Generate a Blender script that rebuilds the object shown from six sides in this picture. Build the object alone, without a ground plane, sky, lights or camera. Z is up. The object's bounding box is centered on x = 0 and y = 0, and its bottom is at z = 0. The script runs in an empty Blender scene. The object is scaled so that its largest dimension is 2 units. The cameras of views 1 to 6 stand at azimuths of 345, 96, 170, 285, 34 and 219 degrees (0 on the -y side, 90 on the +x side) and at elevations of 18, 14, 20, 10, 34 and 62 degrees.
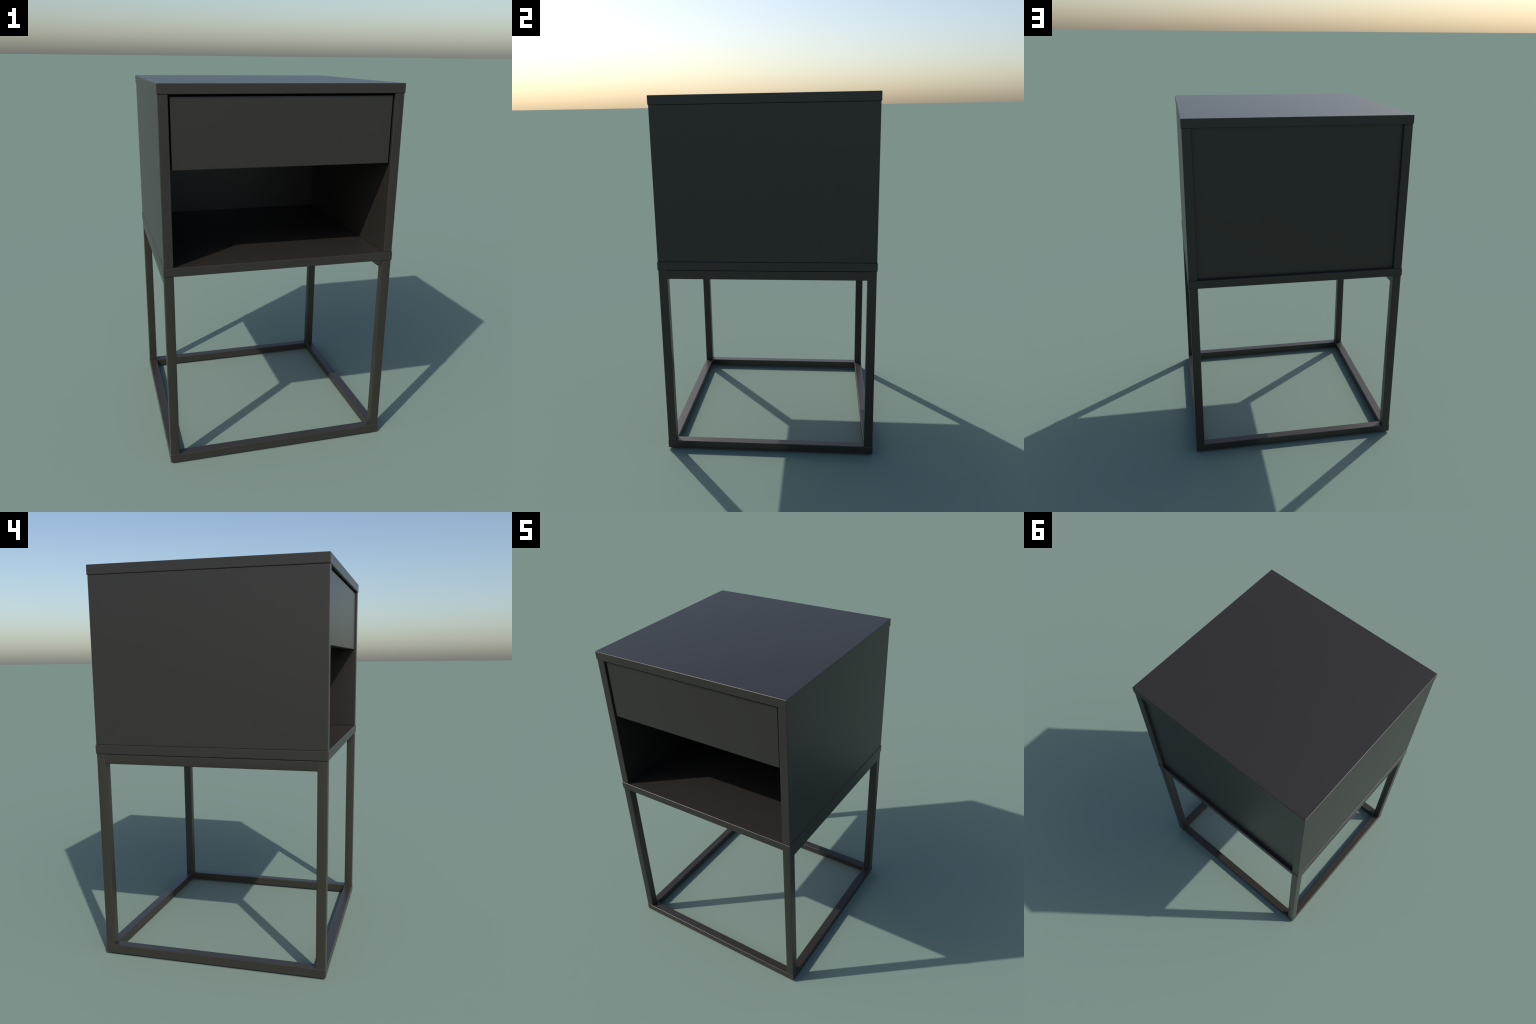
"""Bedside table: a dark painted cabinet (one drawer above an open niche)
standing on a slim square-tube metal frame.  Front faces -y.  Metres, z up."""
import bpy, bmesh, math

# ------------------------------------------------------------------ sizes
TOP_X, TOP_Y = 0.6138, 0.5908        # half width / half depth of the boards
INSET = 0.0030                       # side panels and legs stand back from them
BOARD = 0.0485                       # thickness of top, bottom and side boards
Z_TOP = 2.0
Z_CEIL = 1.9516                      # underside of the top board
Z_FLOOR = 1.1275                     # upper face of the bottom board
Z_BOTTOM = 1.0805                    # underside of the bottom board
SIDE_X, SIDE_Y = TOP_X - INSET, TOP_Y - INSET
LEG_X, LEG_Y = TOP_X - 0.0035, TOP_Y - 0.0035
SIDE_IN = 0.5626                     # inner face of the side panels
TUBE = 0.0478                        # square tube of the legs
FRAME_Z0, FRAME_Z1 = 0.0083, 0.0542  # floor frame, carried by glides
FRAME_X, FRAME_Y = 0.6120, 0.5888
FRAME_W = 0.0500
RAIL_BOTTOM = 1.0305                 # underside of the rails below the cabinet
R_BOARD = 0.0036                     # rounding of the board edges
R_TUBE = 0.0036


# -------------------------------------------------------------- materials
def painted(name, colour, rough, spec, metal=0.0, grain=0.0):
    m = bpy.data.materials.new(name)
    m.use_nodes = True
    nt = m.node_tree
    n, l = nt.nodes, nt.links
    bsdf = n["Principled BSDF"]
    bsdf.inputs["Metallic"].default_value = metal
    bsdf.inputs["Specular IOR Level"].default_value = spec
    tex = n.new("ShaderNodeTexCoord")
    noise = n.new("ShaderNodeTexNoise")
    noise.inputs["Scale"].default_value = 60.0
    noise.inputs["Detail"].default_value = 3.0
    l.new(tex.outputs["Object"], noise.inputs["Vector"])
    ramp = n.new("ShaderNodeValToRGB")
    lo = [c * 0.97 for c in colour]
    hi = [c * 1.03 for c in colour]
    ramp.color_ramp.elements[0].position = 0.3
    ramp.color_ramp.elements[0].color = (*lo, 1)
    ramp.color_ramp.elements[1].position = 0.7
    ramp.color_ramp.elements[1].color = (*hi, 1)
    l.new(noise.outputs["Fac"], ramp.inputs["Fac"])
    l.new(ramp.outputs["Color"], bsdf.inputs["Base Color"])
    mr = n.new("ShaderNodeMapRange")
    mr.inputs["To Min"].default_value = rough - grain
    mr.inputs["To Max"].default_value = rough + grain
    l.new(noise.outputs["Fac"], mr.inputs["Value"])
    l.new(mr.outputs["Result"], bsdf.inputs["Roughness"])
    return m


LACQUER = painted("dark_lacquer", (0.0275, 0.0235, 0.0202), 0.35, 0.5, grain=0.01)
METAL = painted("powder_coated_metal", (0.0308, 0.0268, 0.0212), 0.33, 0.5, grain=0.01)


# -------------------------------------------------------------- builders
def add(name, bm, mat, parent, radius=0.0, segments=3):
    """Turn a bmesh into a part; round its edges and keep flat faces flat."""
    me = bpy.data.meshes.new(name)
    bmesh.ops.recalc_face_normals(bm, faces=bm.faces)
    bm.to_mesh(me)
    bm.free()
    for p in me.polygons:
        p.use_smooth = True
    me.materials.append(mat)
    ob = bpy.data.objects.new(name, me)
    bpy.context.scene.collection.objects.link(ob)
    if radius:
        bv = ob.modifiers.new("round", "BEVEL")
        bv.width, bv.segments, bv.limit_method = radius, segments, "ANGLE"
        bv.angle_limit = math.radians(40)
        bv.harden_normals = True
        dg = bpy.context.evaluated_depsgraph_get()
        new = bpy.data.meshes.new_from_object(ob.evaluated_get(dg), depsgraph=dg)
        ob.modifiers.clear()
        ob.data = new
        new.name = name
        bpy.data.meshes.remove(me)
    ob.parent = parent
    return ob


def box_mesh(x0, x1, y0, y1, z0, z1, bm=None):
    bm = bm or bmesh.new()
    v = [bm.verts.new((x, y, z)) for z in (z0, z1) for y in (y0, y1) for x in (x0, x1)]
    for f in ((0, 1, 3, 2), (4, 5, 7, 6), (0, 1, 5, 4), (2, 3, 7, 6), (0, 2, 6, 4), (1, 3, 7, 5)):
        bm.faces.new([v[i] for i in f])
    return bm


def board(name, x, y, z, mat, parent, radius=R_BOARD):
    return add(name, box_mesh(*x, *y, *z), mat, parent, radius)


def tube_mesh(axis, a0, a1, u, v, r, corner=4):
    """Square tube along axis (0,1,2): rounded-rectangle section swept from a0 to a1."""
    bm = bmesh.new()
    (u0, u1), (v0, v1) = u, v
    section = []
    for cu, cv, start in ((u1 - r, v1 - r, 0), (u0 + r, v1 - r, 90), (u0 + r, v0 + r, 180), (u1 - r, v0 + r, 270)):
        for k in range(corner + 1):
            t = math.radians(start + 90 * k / corner)
            section.append((cu + r * math.cos(t), cv + r * math.sin(t)))

    def place(a, p):
        return {0: (a, *p), 1: (p[0], a, p[1]), 2: (*p, a)}[axis]
    ends = [[bm.verts.new(place(a, p)) for p in section] for a in (a0, a1)]
    n = len(section)
    for i in range(n):
        j = (i + 1) % n
        bm.faces.new((ends[0][i], ends[0][j], ends[1][j], ends[1][i]))
    for ring in ends:
        bm.faces.new(ring)
    return bm


def tube(name, axis, a0, a1, u, v, mat, parent, r=R_TUBE):
    ob = add(name, tube_mesh(axis, a0, a1, u, v, r), mat, parent)
    # flat walls and caps keep their own normals, only the corners are round
    me = ob.data
    area = {p.index: p.area for p in me.polygons}
    normals = []
    walls = [p for p in me.polygons if area[p.index] > 1e-3 and len(p.vertices) == 4]
    by_vert = {}
    for p in walls:
        for vi in p.vertices:
            by_vert[vi] = p.normal.copy()
    for p in me.polygons:
        for vi in p.vertices:
            if len(p.vertices) > 4:
                normals.append(p.normal.copy())
            elif vi in by_vert:
                normals.append(by_vert[vi])
            else:
                nn = me.vertices[vi].normal.copy()
                nn[axis] = 0
                normals.append(nn.normalized())
    me.normals_split_custom_set(normals)
    return ob


# ------------------------------------------------------------- the object
table = bpy.data.objects.new("bedside_table", None)
table.empty_display_size = 0.2
bpy.context.scene.collection.objects.link(table)
table["label"] = "dark grey bedside table with drawer, open niche and slim metal frame"
table["category"] = "nightstand"

# cabinet boards
board("tabletop", (-TOP_X, TOP_X), (-TOP_Y, TOP_Y), (Z_CEIL, Z_TOP), LACQUER, table)
board("bottom_board", (-TOP_X, TOP_X), (-TOP_Y, TOP_Y), (Z_BOTTOM, Z_FLOOR), LACQUER, table)
for s in (-1, 1):
    xs = sorted((s * SIDE_IN, s * SIDE_X))
    board("side_panel", xs, (-SIDE_Y, SIDE_Y), (Z_FLOOR - 0.0005, Z_CEIL + 0.0005), LACQUER, table, 0.0034)
board("back_panel", (-SIDE_IN - 0.004, SIDE_IN + 0.004), (0.549, 0.570),
      (Z_FLOOR - 0.004, Z_CEIL + 0.004), LACQUER, table, 0.001)

# drawer: front board with a shallow box behind it
FRONT_Y = -0.5778
front = board("drawer", (-0.5547, 0.5547), (FRONT_Y, FRONT_Y + BOARD), (1.6045, 1.9416), LACQUER, table)
bx, by0, by1, bz0, bz1, w = 0.548, FRONT_Y + BOARD - 0.001, 0.520, 1.6125, 1.900, 0.030
bm = bmesh.new()
box_mesh(-bx, bx, by0, by1, bz0, bz0 + 0.018, bm)
board_box = add("drawer_bottom", bm, LACQUER, front, 0.001)
for s in (-1, 1):
    xs = sorted((s * bx, s * (bx - w)))
    add("drawer_side", box_mesh(*xs, by0, by1, bz0 + 0.0185, bz1), LACQUER, front, 0.001)
add("drawer_back", box_mesh(-bx + w + 0.0002, bx - w - 0.0002, by1 - w, by1, bz0 + 0.0185, bz1), LACQUER, front, 0.001)

# metal frame: closed ring on the floor, four legs, a rail under each side
bm = bmesh.new()
outer = [(-FRAME_X, -FRAME_Y), (FRAME_X, -FRAME_Y), (FRAME_X, FRAME_Y), (-FRAME_X, FRAME_Y)]
inner = [(math.copysign(abs(x) - FRAME_W, x), math.copysign(abs(y) - FRAME_W, y)) for x, y in outer]
lv = [[bm.verts.new((x, y, z)) for x, y in ring] for z in (FRAME_Z0, FRAME_Z1) for ring in (outer, inner)]
for i in range(4):
    j = (i + 1) % 4
    bm.faces.new((lv[0][i], lv[0][j], lv[1][j], lv[1][i]))
    bm.faces.new((lv[2][i], lv[2][j], lv[3][j], lv[3][i]))
    bm.faces.new((lv[0][i], lv[0][j], lv[2][j], lv[2][i]))
    bm.faces.new((lv[1][i], lv[1][j], lv[3][j], lv[3][i]))
add("base_frame", bm, METAL, table, R_TUBE)

LEG_TOP = Z_BOTTOM - 0.0008
for sx in (-1, 1):
    xs = sorted((sx * LEG_X, sx * (LEG_X - TUBE)))
    for sy in (-1, 1):
        ys = sorted((sy * LEG_Y, sy * (LEG_Y - TUBE)))
        tube("leg", 2, FRAME_Z1 - 0.0006, LEG_TOP, xs, ys, METAL, table)
    reach = LEG_Y - TUBE + R_TUBE * 0.95
    tube("side_rail", 1, -reach, reach, xs, (RAIL_BOTTOM, LEG_TOP), METAL, table)

# low glides under the corners keep the frame just off the floor
GLIDE = painted("black_plastic", (0.015, 0.015, 0.015), 0.5, 0.5)
for sx in (-1, 1):
    for sy in (-1, 1):
        bm = bmesh.new()
        bmesh.ops.create_cone(bm, cap_ends=True, segments=32, radius1=0.012, radius2=0.013, depth=FRAME_Z0 + 0.001)
        bmesh.ops.translate(bm, verts=bm.verts, vec=(0, 0, (FRAME_Z0 + 0.001) / 2))
        g = add("foot_glide", bm, GLIDE, table, 0.0008, 2)
        g.location = (sx * (FRAME_X - FRAME_W / 2), sy * (FRAME_Y - FRAME_W / 2), 0)
